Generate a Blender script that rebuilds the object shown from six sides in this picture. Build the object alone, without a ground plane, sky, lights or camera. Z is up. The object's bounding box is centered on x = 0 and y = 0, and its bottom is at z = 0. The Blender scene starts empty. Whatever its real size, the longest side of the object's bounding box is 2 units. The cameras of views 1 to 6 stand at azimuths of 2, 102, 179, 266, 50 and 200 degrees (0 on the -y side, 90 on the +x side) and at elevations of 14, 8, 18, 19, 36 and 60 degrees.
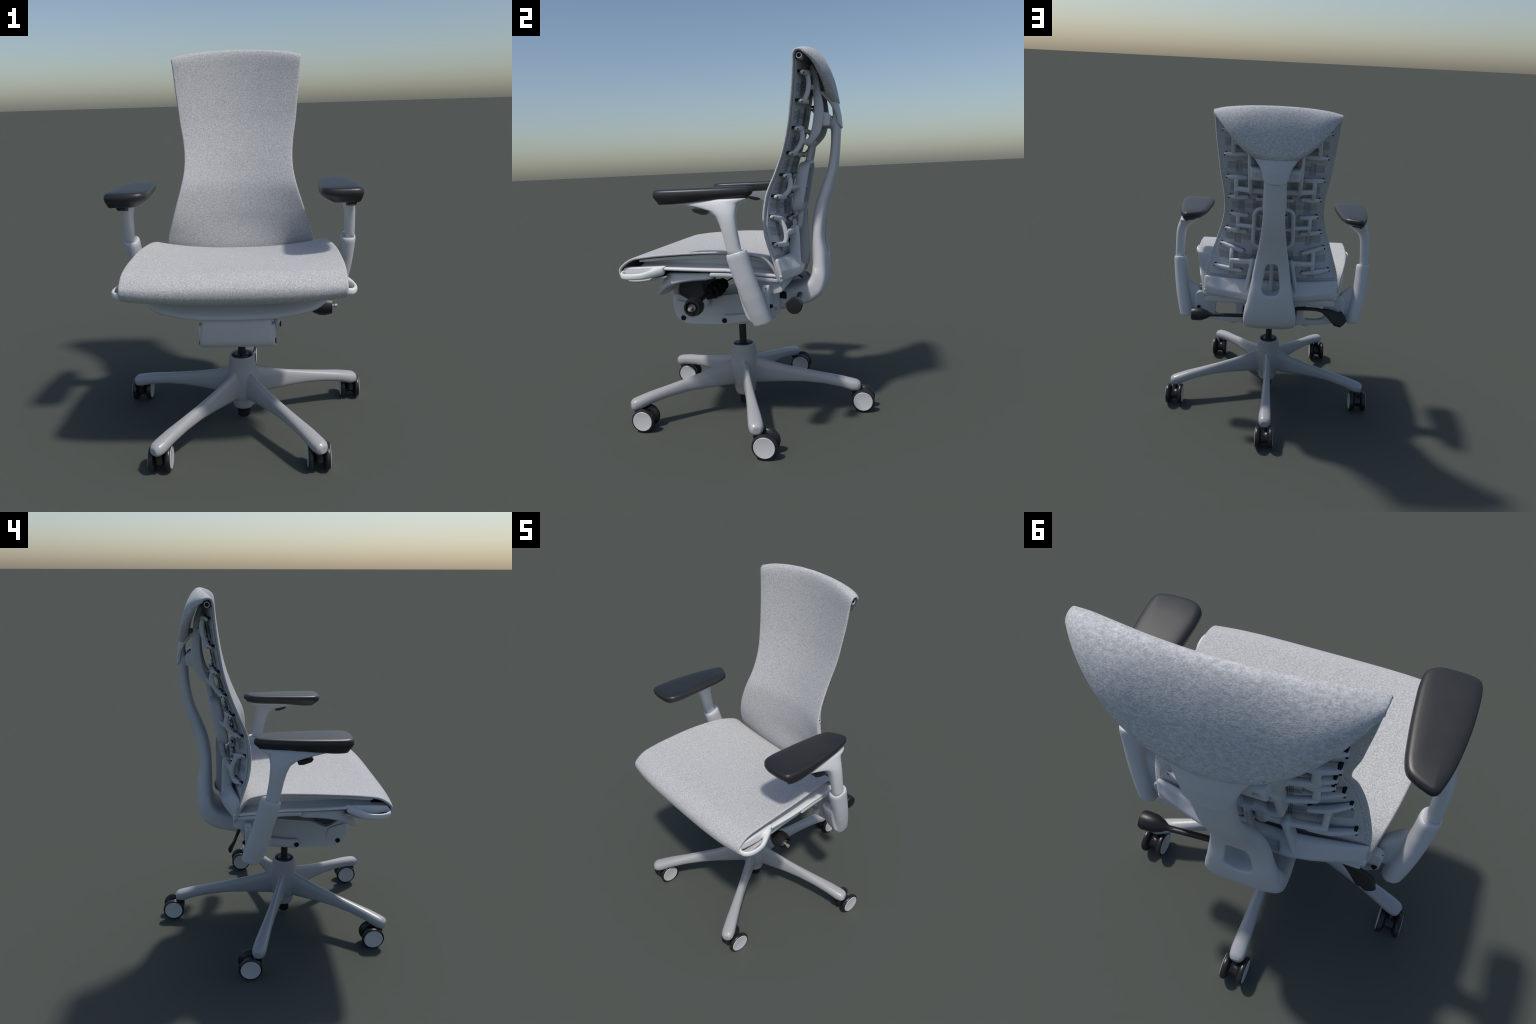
import bpy, bmesh, math, random
import numpy as np
from mathutils import Vector, Matrix

random.seed(7)
rng = np.random.default_rng(7)

# ------------------------------------------------------------------ materials
def nodes_of(name):
    m = bpy.data.materials.new(name)
    m.use_nodes = True
    nt = m.node_tree
    b = nt.nodes["Principled BSDF"]
    return m, nt, b

def fabric(name, light, dark, scale, bump=0.25, stretch=(1, 1, 1)):
    m, nt, b = nodes_of(name)
    N, L = nt.nodes, nt.links
    tc = N.new("ShaderNodeTexCoord")
    mp = N.new("ShaderNodeMapping")
    mp.inputs["Scale"].default_value = stretch
    L.new(tc.outputs["Object"], mp.inputs["Vector"])
    big = N.new("ShaderNodeTexNoise")
    big.inputs["Scale"].default_value = scale
    big.inputs["Detail"].default_value = 3.0
    big.inputs["Roughness"].default_value = 0.65
    fine = N.new("ShaderNodeTexNoise")
    fine.inputs["Scale"].default_value = scale * 3.1
    fine.inputs["Detail"].default_value = 2.0
    for t in (big, fine):
        L.new(mp.outputs["Vector"], t.inputs["Vector"])
    mix = N.new("ShaderNodeMix")
    mix.data_type = 'FLOAT'
    mix.inputs[0].default_value = 0.45
    L.new(big.outputs["Fac"], mix.inputs[2])
    L.new(fine.outputs["Fac"], mix.inputs[3])
    ramp = N.new("ShaderNodeValToRGB")
    ramp.color_ramp.elements[0].position = 0.37
    ramp.color_ramp.elements[1].position = 0.63
    ramp.color_ramp.elements[0].color = (*dark, 1)
    ramp.color_ramp.elements[1].color = (*light, 1)
    L.new(mix.outputs[0], ramp.inputs["Fac"])
    L.new(ramp.outputs["Color"], b.inputs["Base Color"])
    bp = N.new("ShaderNodeBump")
    bp.inputs["Strength"].default_value = bump
    bp.inputs["Distance"].default_value = 0.004
    L.new(mix.outputs[0], bp.inputs["Height"])
    L.new(bp.outputs["Normal"], b.inputs["Normal"])
    b.inputs["Roughness"].default_value = 0.9
    b.inputs["Specular IOR Level"].default_value = 0.2
    b.inputs["Sheen Weight"].default_value = 0.15
    return m

def plastic(name, col, rough, var=0.06, scale=9.0, spec=0.5, metal=0.0, bump=0.0):
    m, nt, b = nodes_of(name)
    N, L = nt.nodes, nt.links
    tc = N.new("ShaderNodeTexCoord")
    no = N.new("ShaderNodeTexNoise")
    no.inputs["Scale"].default_value = scale
    no.inputs["Detail"].default_value = 4.0
    L.new(tc.outputs["Object"], no.inputs["Vector"])
    ramp = N.new("ShaderNodeValToRGB")
    ramp.color_ramp.elements[0].position = 0.3
    ramp.color_ramp.elements[1].position = 0.7
    ramp.color_ramp.elements[0].color = (*[c * (1 - var) for c in col], 1)
    ramp.color_ramp.elements[1].color = (*[min(1, c * (1 + var)) for c in col], 1)
    L.new(no.outputs["Fac"], ramp.inputs["Fac"])
    L.new(ramp.outputs["Color"], b.inputs["Base Color"])
    b.inputs["Roughness"].default_value = rough
    b.inputs["Specular IOR Level"].default_value = spec
    b.inputs["Metallic"].default_value = metal
    if bump:
        n2 = N.new("ShaderNodeTexNoise")
        n2.inputs["Scale"].default_value = 260
        L.new(tc.outputs["Object"], n2.inputs["Vector"])
        bp = N.new("ShaderNodeBump")
        bp.inputs["Strength"].default_value = bump
        bp.inputs["Distance"].default_value = 0.002
        L.new(n2.outputs["Fac"], bp.inputs["Height"])
        L.new(bp.outputs["Normal"], b.inputs["Normal"])
    return m

M_FAB = fabric("woven_fabric", (0.625, 0.628, 0.634), (0.315, 0.317, 0.322), 165)
M_HEAD = fabric("woven_fabric_coarse", (0.625, 0.63, 0.64), (0.38, 0.383, 0.39), 90, 0.3, (0.8, 1.0, 1.3))
M_WHITE = plastic("pale_grey_plastic", (0.56, 0.57, 0.59), 0.42, 0.03, 6.0)
M_RIM = plastic("bright_plastic", (0.70, 0.705, 0.715), 0.40, 0.02, 6.0)
M_BASE = plastic("satin_painted_metal", (0.375, 0.377, 0.385), 0.30, 0.03, 5.0)
M_CAPW = plastic("wheel_disc_plastic", (0.56, 0.565, 0.58), 0.35, 0.03, 12.0)
M_PAD = plastic("soft_black_pad", (0.020, 0.020, 0.022), 0.40, 0.12, 14.0, 0.5, 0, 0.05)
M_BLACK = plastic("black_plastic", (0.012, 0.012, 0.013), 0.42, 0.1, 10.0)
M_RUBBER = plastic("black_rubber", (0.006, 0.006, 0.007), 0.65, 0.1, 20.0, 0.3)
M_WHEEL = plastic("wheel_black", (0.014, 0.014, 0.015), 0.35, 0.1, 20.0)
M_METAL = plastic("steel_pin", (0.55, 0.55, 0.56), 0.3, 0.03, 10, 0.5, 0.6)
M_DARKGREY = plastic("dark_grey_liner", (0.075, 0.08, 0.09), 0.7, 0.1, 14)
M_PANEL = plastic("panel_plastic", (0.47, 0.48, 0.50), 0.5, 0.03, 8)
M_SLOT = plastic("slot_shadow", (0.085, 0.088, 0.094), 0.8, 0.05, 20)

# ------------------------------------------------------------------ scene tree
def empty(name, parent=None):
    o = bpy.data.objects.new(name, None)
    bpy.context.collection.objects.link(o)
    o.empty_display_size = 0.1
    if parent:
        o.parent = parent
    return o

CHAIR = empty("office_chair")
CHAIR["label"] = "light grey ergonomic swivel office chair with black armrests"
CHAIR["category"] = "office chair"

def obj(name, v, f, mat, parent=CHAIR, smooth=True, angle=None, subsurf=0, bevel=0.0, kind=None):
    me = bpy.data.meshes.new(name)
    me.from_pydata([tuple(map(float, p)) for p in v], [], [tuple(int(i) for i in q) for q in f])
    bm = bmesh.new()
    bm.from_mesh(me)
    bmesh.ops.recalc_face_normals(bm, faces=bm.faces)
    if bevel:
        es = [e for e in bm.edges if len(e.link_faces) == 2 and e.calc_face_angle() > 0.6]
        bmesh.ops.bevel(bm, geom=es, offset=bevel, segments=3, profile=0.5, affect='EDGES', clamp_overlap=True)
    bm.to_mesh(me)
    bm.free()
    me.materials.append(mat)
    if smooth:
        me.polygons.foreach_set("use_smooth", [True] * len(me.polygons))
        if angle:
            me.set_sharp_from_angle(angle=math.radians(angle))
    o = bpy.data.objects.new(name, me)
    bpy.context.collection.objects.link(o)
    o.parent = parent
    if subsurf:
        s = o.modifiers.new("s", 'SUBSURF')
        s.levels = s.render_levels = subsurf
    if kind:
        o["kind"] = kind
    return o

# ------------------------------------------------------------------ geometry helpers
def curve(pts, n, closed=False):
    """Catmull-Rom (centripetal-ish by chord) resampling of control points."""
    P = np.array(pts, float)
    if closed:
        P = np.vstack([P[-1], P, P[0], P[1]])
    else:
        P = np.vstack([2 * P[0] - P[1], P, 2 * P[-1] - P[-2]])
    d = np.maximum(np.linalg.norm(np.diff(P, axis=0), axis=1), 1e-6) ** 0.5
    t = np.concatenate([[0], np.cumsum(d)])
    out = []
    us = np.linspace(t[1], t[-2], n, endpoint=not closed)
    for u in us:
        i = min(max(np.searchsorted(t, u, side='right') - 1, 1), len(P) - 3)
        p0, p1, p2, p3 = P[i - 1:i + 3]
        t0, t1, t2, t3 = t[i - 1:i + 3]
        A1 = (t1 - u) / (t1 - t0) * p0 + (u - t0) / (t1 - t0) * p1
        A2 = (t2 - u) / (t2 - t1) * p1 + (u - t1) / (t2 - t1) * p2
        A3 = (t3 - u) / (t3 - t2) * p2 + (u - t2) / (t3 - t2) * p3
        B1 = (t2 - u) / (t2 - t0) * A1 + (u - t0) / (t2 - t0) * A2
        B2 = (t3 - u) / (t3 - t1) * A2 + (u - t1) / (t3 - t1) * A3
        out.append((t2 - u) / (t2 - t1) * B1 + (u - t1) / (t2 - t1) * B2)
    return np.array(out)

def smooth_interp(x, xs, ys):
    """C1 interpolation through (xs, ys) (cubic Hermite, finite-difference slopes)."""
    xs = np.array(xs, float); ys = np.array(ys, float)
    m = np.gradient(ys, xs)
    x = np.clip(x, xs[0], xs[-1])
    i = np.clip(np.searchsorted(xs, x, side='right') - 1, 0, len(xs) - 2)
    h = xs[i + 1] - xs[i]
    t = (x - xs[i]) / h
    return ((2*t**3 - 3*t**2 + 1) * ys[i] + (t**3 - 2*t**2 + t) * h * m[i]
            + (-2*t**3 + 3*t**2) * ys[i+1] + (t**3 - t**2) * h * m[i+1])

def loft(rings, closed=True, caps=True):
    rings = [np.array(r, float) for r in rings]
    n = len(rings[0])
    v = np.vstack(rings)
    f = []
    for k in range(len(rings) - 1):
        a, b = k * n, (k + 1) * n
        for i in range(n if closed else n - 1):
            j = (i + 1) % n
            f.append((a + i, a + j, b + j, b + i))
    if caps:
        f.append(tuple(range(n))[::-1])
        f.append(tuple(range((len(rings) - 1) * n, len(rings) * n)))
    return v, f

def superellipse(a, b, n=24, e=2.6):
    t = np.linspace(0, 2 * np.pi, n, endpoint=False)
    c, s = np.cos(t), np.sin(t)
    return np.stack([np.sign(c) * np.abs(c) ** (2 / e) * a, np.sign(s) * np.abs(s) ** (2 / e) * b], 1)

def tube(path, ra, rb=None, n=14, e=2.2, up=(1, 0, 0), round_ends=True):
    """Bar along a path. ra: half size along 'up'-perpendicular side, rb: along the other."""
    P = np.array(path, float)
    m = len(P)
    ra = np.full(m, ra) if np.isscalar(ra) else np.array(ra, float)
    rb = ra if rb is None else (np.full(m, rb) if np.isscalar(rb) else np.array(rb, float))
    T = np.gradient(P, axis=0)
    T /= np.linalg.norm(T, axis=1)[:, None]
    rings = []
    up = np.array(up, float)
    fr = []
    for k in range(m):
        s = up - T[k] * (up @ T[k])
        s /= np.linalg.norm(s)
        w = np.cross(T[k], s)
        fr.append((s, w))
    def ring(c, s, w, a, b):
        q = superellipse(a, b, n, e)
        return c + q[:, :1] * s + q[:, 1:] * w
    if round_ends:
        r0 = min(ra[0], rb[0])
        for a in (0.12, 0.5, 0.85):
            k = math.sqrt(1 - (1 - a) ** 2)
            rings.append(ring(P[0] - T[0] * r0 * (1 - a), *fr[0], ra[0] * k, rb[0] * k))
    for k in range(m):
        rings.append(ring(P[k], *fr[k], ra[k], rb[k]))
    if round_ends:
        r1 = min(ra[-1], rb[-1])
        for a in (0.85, 0.5, 0.12):
            k = math.sqrt(1 - (1 - a) ** 2)
            rings.append(ring(P[-1] + T[-1] * r1 * (1 - a), *fr[-1], ra[-1] * k, rb[-1] * k))
    return loft(rings)

def lathe(profile, origin=(0, 0, 0), axis=(0, 0, 1), n=40, closed=False):
    """profile: (radius, height) pairs along the axis."""
    ax = np.array(axis, float); ax /= np.linalg.norm(ax)
    u = np.cross(ax, (0, 1, 0) if abs(ax[1]) < 0.9 else (1, 0, 0)); u /= np.linalg.norm(u)
    w = np.cross(ax, u)
    t = np.linspace(0, 2 * np.pi, n, endpoint=False)
    rings = [np.array(origin) + ax * h + r * (np.cos(t)[:, None] * u + np.sin(t)[:, None] * w) for r, h in profile]
    return loft(rings)

def plate(outline, lo, hi, axis='x'):
    """Extrude a 2D outline between lo and hi along an axis (outline in the two other axes)."""
    o = np.array(outline, float)
    def mk(c):
        k = np.full(len(o), c)
        if axis == 'x': return np.stack([k, o[:, 0], o[:, 1]], 1)
        if axis == 'y': return np.stack([o[:, 0], k, o[:, 1]], 1)
        return np.stack([o[:, 0], o[:, 1], k], 1)
    return loft([mk(lo), mk(hi)])

def merge(*parts):
    v, f, k = [], [], 0
    for pv, pf in parts:
        v.append(np.array(pv)); f += [tuple(i + k for i in q) for q in pf]; k += len(pv)
    return np.vstack(v), f

def mirror(part):
    v, f = part
    v = np.array(v) * (-1, 1, 1)
    return v, [q[::-1] for q in f]

def sheet_normals(G):
    du = np.gradient(G, axis=1); dv = np.gradient(G, axis=0)
    n = np.cross(du, dv)
    return n / np.maximum(np.linalg.norm(n, axis=2), 1e-9)[..., None]

def sheet(G, thick, flip=False):
    """Closed slab from a grid of points; thick may be a grid. Rim is rounded by one mid loop."""
    n = sheet_normals(G) * (-1 if flip else 1)
    R, C = G.shape[:2]
    th = np.broadcast_to(np.array(thick, float), (R, C))[..., None]
    B = G + n * th
    v = np.vstack([G.reshape(-1, 3), B.reshape(-1, 3)])
    f = []
    o = R * C
    for i in range(R - 1):
        for j in range(C - 1):
            a, b, c, d = i*C+j, i*C+j+1, (i+1)*C+j+1, (i+1)*C+j
            f.append((a, b, c, d)); f.append((o+d, o+c, o+b, o+a))
    rim = [(0, j) for j in range(C)] + [(i, C-1) for i in range(1, R)] + [(R-1, j) for j in range(C-2, -1, -1)] + [(i, 0) for i in range(R-2, 0, -1)]
    cen = G.reshape(-1, 3).mean(0)
    mid = []
    for (i, j) in rim:
        ii = 1 if i == 0 else (R-2 if i == R-1 else i)
        jj = 1 if j == 0 else (C-2 if j == C-1 else j)
        out = G[i, j] - G[ii, jj]
        out = out / max(np.linalg.norm(out), 1e-9)
        mid.append((G[i, j] + B[i, j]) / 2 + out * th[i, j, 0] * 0.4)
    k = len(v)
    v = np.vstack([v, np.array(mid)])
    m = len(rim)
    for q in range(m):
        a = rim[q][0]*C + rim[q][1]; r = (q+1) % m; b = rim[r][0]*C + rim[r][1]
        f.append((a, b, k+r, k+q)); f.append((k+q, k+r, o+b, o+a))
    return v, f

def fuse(parts, voxel, iters=8, cut=None):
    """Union overlapping closed solids into one smooth skin (voxel remesh + Laplacian smoothing)."""
    v, f = merge(*parts)
    me = bpy.data.meshes.new("tmp")
    me.from_pydata([tuple(map(float, p)) for p in v], [], [tuple(int(i) for i in q) for q in f])
    bm = bmesh.new(); bm.from_mesh(me)
    # normals per connected solid
    bmesh.ops.recalc_face_normals(bm, faces=bm.faces)
    bm.to_mesh(me); bm.free()
    o = bpy.data.objects.new("tmp", me)
    bpy.context.collection.objects.link(o)
    r = o.modifiers.new("r", 'REMESH'); r.mode = 'VOXEL'; r.voxel_size = voxel
    co = None
    if cut is not None:
        cm = bpy.data.meshes.new("tmpc")
        cm.from_pydata([tuple(map(float, p)) for p in cut[0]], [], [tuple(int(i) for i in q) for q in cut[1]])
        bm = bmesh.new(); bm.from_mesh(cm); bmesh.ops.recalc_face_normals(bm, faces=bm.faces); bm.to_mesh(cm); bm.free()
        co = bpy.data.objects.new("tmpc", cm)
        bpy.context.collection.objects.link(co)
        b = o.modifiers.new("b", 'BOOLEAN'); b.operation = 'DIFFERENCE'; b.object = co; b.solver = 'EXACT'
        r2 = o.modifiers.new("r2", 'REMESH'); r2.mode = 'VOXEL'; r2.voxel_size = voxel
    s = o.modifiers.new("s", 'SMOOTH'); s.factor = 0.5; s.iterations = iters
    dg = bpy.context.evaluated_depsgraph_get()
    ev = o.evaluated_get(dg).to_mesh()
    V = np.array([p.co[:] for p in ev.vertices]); F = [tuple(p.vertices) for p in ev.polygons]
    bpy.data.objects.remove(o); bpy.data.meshes.remove(me)
    if co: bpy.data.objects.remove(co); bpy.data.meshes.remove(cm)
    return V, F

def split_skin(part, label_of_face, names, mat, parent):
    """Split one seamless skin into named regions that keep the whole skin's normals."""
    v, f = part
    v = np.array(v)
    tmp = bpy.data.meshes.new("tmp")
    tmp.from_pydata([tuple(map(float, p)) for p in v], [], [tuple(int(i) for i in q) for q in f])
    bm = bmesh.new(); bm.from_mesh(tmp); bmesh.ops.recalc_face_normals(bm, faces=bm.faces); bm.to_mesh(tmp); bm.free()
    f = [tuple(p.vertices) for p in tmp.polygons]
    vn = np.array([n.vector[:] for n in tmp.vertex_normals])
    bpy.data.meshes.remove(tmp)
    lab = [label_of_face(v[list(q)].mean(0), i) for i, q in enumerate(f)]
    out = []
    for L, (name, mt) in names.items():
        fs = [q for q, l in zip(f, lab) if l == L]
        if not fs: continue
        ids = sorted({i for q in fs for i in q}); ix = {i: k for k, i in enumerate(ids)}
        me = bpy.data.meshes.new(name)
        me.from_pydata([tuple(map(float, v[i])) for i in ids], [], [tuple(ix[i] for i in q) for q in fs])
        me.polygons.foreach_set("use_smooth", [True] * len(me.polygons))
        me.materials.append(mt or mat)
        me.normals_split_custom_set_from_vertices([tuple(map(float, vn[i])) for i in ids])
        o = bpy.data.objects.new(name, me)
        bpy.context.collection.objects.link(o)
        o.parent = parent
        out.append(o)
    return out

def ball_disc(c, axis, r, h):
    return lathe([(r*0.02, -h), (r, -h), (r, h*0.7), (r*0.85, h), (r*0.02, h)], c, axis, 20)

def rounded_outline(pts, r, seg=5):
    """Round the corners of a 2D polygon."""
    P = np.array(pts, float); out = []
    n = len(P)
    for i in range(n):
        p, a, b = P[i], P[i-1], P[(i+1) % n]
        da, db = a - p, b - p
        la, lb = np.linalg.norm(da), np.linalg.norm(db)
        k = min(r, la*0.45, lb*0.45)
        s, e = p + da/la*k, p + db/lb*k
        for t in np.linspace(0, 1, seg):
            out.append((1-t)**2*s + 2*t*(1-t)*p + t*t*e)
    return np.array(out)

# ================================================================== WHEEL BASE
HUB = np.array([0.0, -0.10, 0.0])
hub_solid = lathe([(0.001, 0.080), (0.050, 0.080), (0.058, 0.092), (0.067, 0.135), (0.075, 0.16), (0.082, 0.22), (0.080, 0.28),
                   (0.074, 0.34), (0.069, 0.383), (0.066, 0.389), (0.060, 0.389), (0.057, 0.383), (0.056, 0.352), (0.001, 0.352)], HUB, n=48)
LEG_ANG = [90, 18, -54, -126, 162]
def leg_solid(a):
    d = np.array([math.cos(math.radians(a)), math.sin(math.radians(a)), 0]); s = np.array([-d[1], d[0], 0])
    st = [  # radius, top z, bottom z, half width at top, half width at bottom
        (0.03, 0.315, 0.143, 0.026, 0.042), (0.08, 0.303, 0.145, 0.021, 0.038), (0.15, 0.281, 0.149, 0.019, 0.033),
        (0.25, 0.256, 0.155, 0.021, 0.028), (0.36, 0.234, 0.157, 0.024, 0.028), (0.47, 0.214, 0.149, 0.029, 0.031),
        (0.57, 0.197, 0.132, 0.036, 0.036), (0.635, 0.182, 0.111, 0.039, 0.039), (0.665, 0.174, 0.110, 0.036, 0.034), (0.681, 0.160, 0.120, 0.022, 0.021)]
    rings = []
    for r, zt, zb, wt, wb in st:
        q = superellipse(1, 1, 20, 2.4)
        zc, h = (zt+zb)/2, (zt-zb)/2
        w = wb + (wt-wb)*(q[:, 1]+1)/2
        rings.append(HUB + d*r + np.outer(q[:, 0]*w, s) + np.outer(zc + q[:, 1]*h, (0, 0, 1)))
    return loft(rings)
star = fuse([hub_solid] + [leg_solid(a) for a in LEG_ANG], 0.0045, 7)
def star_label(c, i):
    p = c - HUB
    r = math.hypot(p[0], p[1])
    if r < 0.105: return 0
    a = math.degrees(math.atan2(p[1], p[0]))
    return 1 + int(np.argmin([abs((a - b + 180) % 360 - 180) for b in LEG_ANG]))
base = empty("wheel_base", CHAIR)
split_skin(star, star_label, {0: ("base_hub", None), **{k: ("base_leg", None) for k in range(1, 6)}}, M_BASE, base)

# gas lift ----------------------------------------------------------
lift = empty("gas_lift", CHAIR)
obj("lift_column", *lathe([(0.001, 0.34), (0.024, 0.34), (0.0235, 0.35), (0.021, 0.352), (0.021, 0.60), (0.001, 0.60)], HUB), M_BLACK, lift, angle=40)
obj("lift_collar", *lathe([(0.001, 0.35), (0.045, 0.350), (0.045, 0.372), (0.040, 0.378), (0.037, 0.386), (0.029, 0.390), (0.026, 0.396), (0.001, 0.396)], HUB), M_BLACK, lift, angle=40)
obj("lift_foot", *lathe([(0.001, 0.022), (0.028, 0.022), (0.034, 0.028), (0.034, 0.09), (0.001, 0.09)], HUB), M_RUBBER, lift, angle=40)

# casters -----------------------------------------------------------
WR = 0.0645
wheel_prof = [(0.001, 0.018), (0.036, 0.018), (0.046, 0.020), (0.053, 0.026), (0.061, 0.030), (WR, 0.035), (WR, 0.046), (0.0615, 0.051), (0.056, 0.0530), (0.0545, 0.0510), (0.001, 0.0510)]
wv, wf = lathe(wheel_prof, (0, 0, 0), (1, 0, 0), 40)
cv_, cf_ = lathe([(0.001, 0.0485), (0.0538, 0.0485), (0.0538, 0.0535), (0.052, 0.0550), (0.049, 0.0548), (0.044, 0.0536), (0.001, 0.0545)], (0, 0, 0), (1, 0, 0), 40)
bv, bf = merge(lathe([(0.001, -0.019), (0.040, -0.019), (0.035, -0.010), (0.035, 0.010), (0.040, 0.019), (0.001, 0.019)], (0, 0, 0), (1, 0, 0), 32),
               tube(curve([(0, -0.008, 0.02), (0, -0.03, 0.034), (0, -0.042, 0.048)], 6), 0.016, 0.014),
               lathe([(0.001, 0.0), (0.017, 0.0), (0.017, 0.056), (0.001, 0.056)], (0, -0.047, 0), (0, 0, 1), 20))
cast_src = None
for a in LEG_ANG:
    tip = HUB + np.array([math.cos(math.radians(a)), math.sin(math.radians(a)), 0]) * 0.648
    c = empty("caster", CHAIR)
    c.location = (tip[0], tip[1] + 0.047, WR)
    c.rotation_euler = (0, 0, 0)
    if cast_src is None:
        w1 = obj("wheel", wv, wf, M_WHEEL, c, angle=35)
        w2 = obj("wheel", *mirror((wv, wf)), M_WHEEL, c, angle=35)
        d1 = obj("wheel_disc", cv_, cf_, M_CAPW, c, angle=35)
        d2 = obj("wheel_disc", *mirror((cv_, cf_)), M_CAPW, c, angle=35)
        b1 = obj("caster_stem", bv, bf, M_WHEEL, c, angle=35)
        cast_src = (w1, w2, d1, d2, b1)
    else:
        for s in cast_src:
            k = s.copy(); k.parent = c
            bpy.context.collection.objects.link(k)

# ================================================================== FABRIC: BACKREST AND HEADREST
BZ = [0.815, 0.90, 0.983, 1.06, 1.139, 1.20, 1.264, 1.366, 1.452, 1.53, 1.608, 1.70, 1.80, 1.88, 1.925]
BW = [0.418, 0.414, 0.404, 0.381, 0.355, 0.336, 0.317, 0.297, 0.296, 0.304, 0.317, 0.327, 0.338, 0.345, 0.349]
BY = [0.214, 0.190, 0.160, 0.135, 0.124, 0.127, 0.138, 0.181, 0.217, 0.243, 0.263, 0.279, 0.293, 0.301, 0.304]
BC = [0.000, 0.006, 0.036, 0.061, 0.068, 0.068, 0.064, 0.050, 0.040, 0.039, 0.041, 0.044, 0.047, 0.049, 0.051]
back_w = lambda z: smooth_interp(z, BZ, BW)
back_y = lambda s, z: smooth_interp(z, BZ, BY) + smooth_interp(z, BZ, BC) * np.maximum(0, 1 - np.abs(s) ** 2) ** np.interp(z, [0.95, 1.06, 1.15, 1.55], [1.5, 1.35, 1.05, 1.4])

NS = 57
S_ = np.sin(np.linspace(-1, 1, NS) * np.pi / 2 * 0.86) / math.sin(np.pi / 2 * 0.86)
zs = np.concatenate([np.linspace(0.815, 1.925, 60)])
rows = []
for z in zs:
    w = back_w(z)
    rows.append(np.stack([S_ * w, back_y(S_, z), np.full(NS, z)], 1))
n_back = len(rows)
# over the crown and down to the scooped rear edge of the headrest
EX = [0.0, 0.068, 0.108, 0.148, 0.192, 0.238, 0.276, 0.315, 0.335, 0.353]
EY = [0.5050, 0.499, 0.494, 0.488, 0.480, 0.463, 0.441, 0.408, 0.385, 0.360]
EZ = [1.727, 1.732, 1.743, 1.760, 1.791, 1.830, 1.865, 1.908, 1.929, 1.945]
CX = [0, 0.143, 0.25, 0.30, 0.353]
CZ = [2.0, 1.9955, 1.985, 1.977, 1.963]
crown_rows = []
nf, nb = 9, 26
wt = 0.3535
for k in range(1, nf + 1 + nb):
    row = []
    for s in S_:
        x = s * wt; ax = abs(x)
        yf = float(back_y(s, 1.925)); zf = 1.925
        zc = float(smooth_interp(ax, CX, CZ)); yc = 0.333 + 0.052 * (1 - s * s)
        ye, ze = float(smooth_interp(ax, EX, EY)), float(smooth_interp(ax, EX, EZ))
        if k <= nf:
            t = k / nf
            c1 = (yf + 0.004, zf + (zc - zf) * 0.75)
            c2 = (yf + (yc - yf) * 0.35, zc)
            p = [(1-t)**3*a + 3*t*(1-t)**2*b + 3*t*t*(1-t)*c + t**3*d for a, b, c, d in ((yf, c1[0], c2[0], yc), (zf, c1[1], c2[1], zc))]
        else:
            t = (k - nf) / nb
            dy, dz = ye - yc, ze - zc
            c1 = (yc + (0.36 + 0.22*s*s)*dy, zc + 0.0*dz)
            c2 = (yc + (0.82 + 0.20*abs(s))*dy, zc + 0.45*dz)
            p = [(1-t)**3*a + 3*t*(1-t)**2*b + 3*t*t*(1-t)*c + t**3*d for a, b, c, d in ((yc, c1[0], c2[0], ye), (zc, c1[1], c2[1], ze))]
        row.append((x if k > 2 else s * (back_w(1.925) + (wt - back_w(1.925)) * k / 3), p[0], p[1]))
    crown_rows.append(np.array(row))
G = np.array(rows + crown_rows)
TH = np.full(G.shape[:2], 0.0095)
for i in range(n_back, len(G)):
    t = min(1, (i - n_back) / nf)
    TH[i] = 0.0095 + t * 0.034 * (1 - np.abs(S_) ** 4)
skin = sheet(G, TH, flip=True)
zsplit_row = n_back + 2
def fab_label(c, i):
    # behind the top crown line belongs to the headrest
    s = min(1.0, abs(c[0]) / wt)
    return 1 if (c[2] > 1.90 and c[1] > 0.326 + 0.05*(1-s*s)) or (c[2] > 1.72 and c[1] > 0.395 + 0.0*s) or (c[2] > 1.85 and c[1] > 0.352 and s > 0.6) else 0
split_skin(skin, fab_label, {0: ("backrest_cushion", M_FAB), 1: ("headrest", M_HEAD)}, M_FAB, CHAIR)

# tube in the corners of the headrest
for sgn in (1, -1):
    p = lathe([(0.001, -0.06), (0.015, -0.06), (0.015, 0.0), (0.0135, 0.003), (0.011, 0.003), (0.010, -0.004), (0.001, -0.004)], (0.340, 0.339, 1.930), (1, 0.0, 0), 24)
    t = obj("headrest_tube", *(p if sgn > 0 else mirror(p)), M_WHITE, angle=35)
    p = lathe([(0.001, -0.004), (0.0098, -0.004), (0.0098, -0.0015), (0.006, -0.0015), (0.005, 0.0), (0.001, 0.0)], (0.340, 0.339, 1.930), (1, 0, 0), 20)
    obj("tube_hole_disc", *(p if sgn > 0 else mirror(p)), M_RUBBER, t, angle=35)  # black disc standing in for the open hole of the tube

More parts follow.
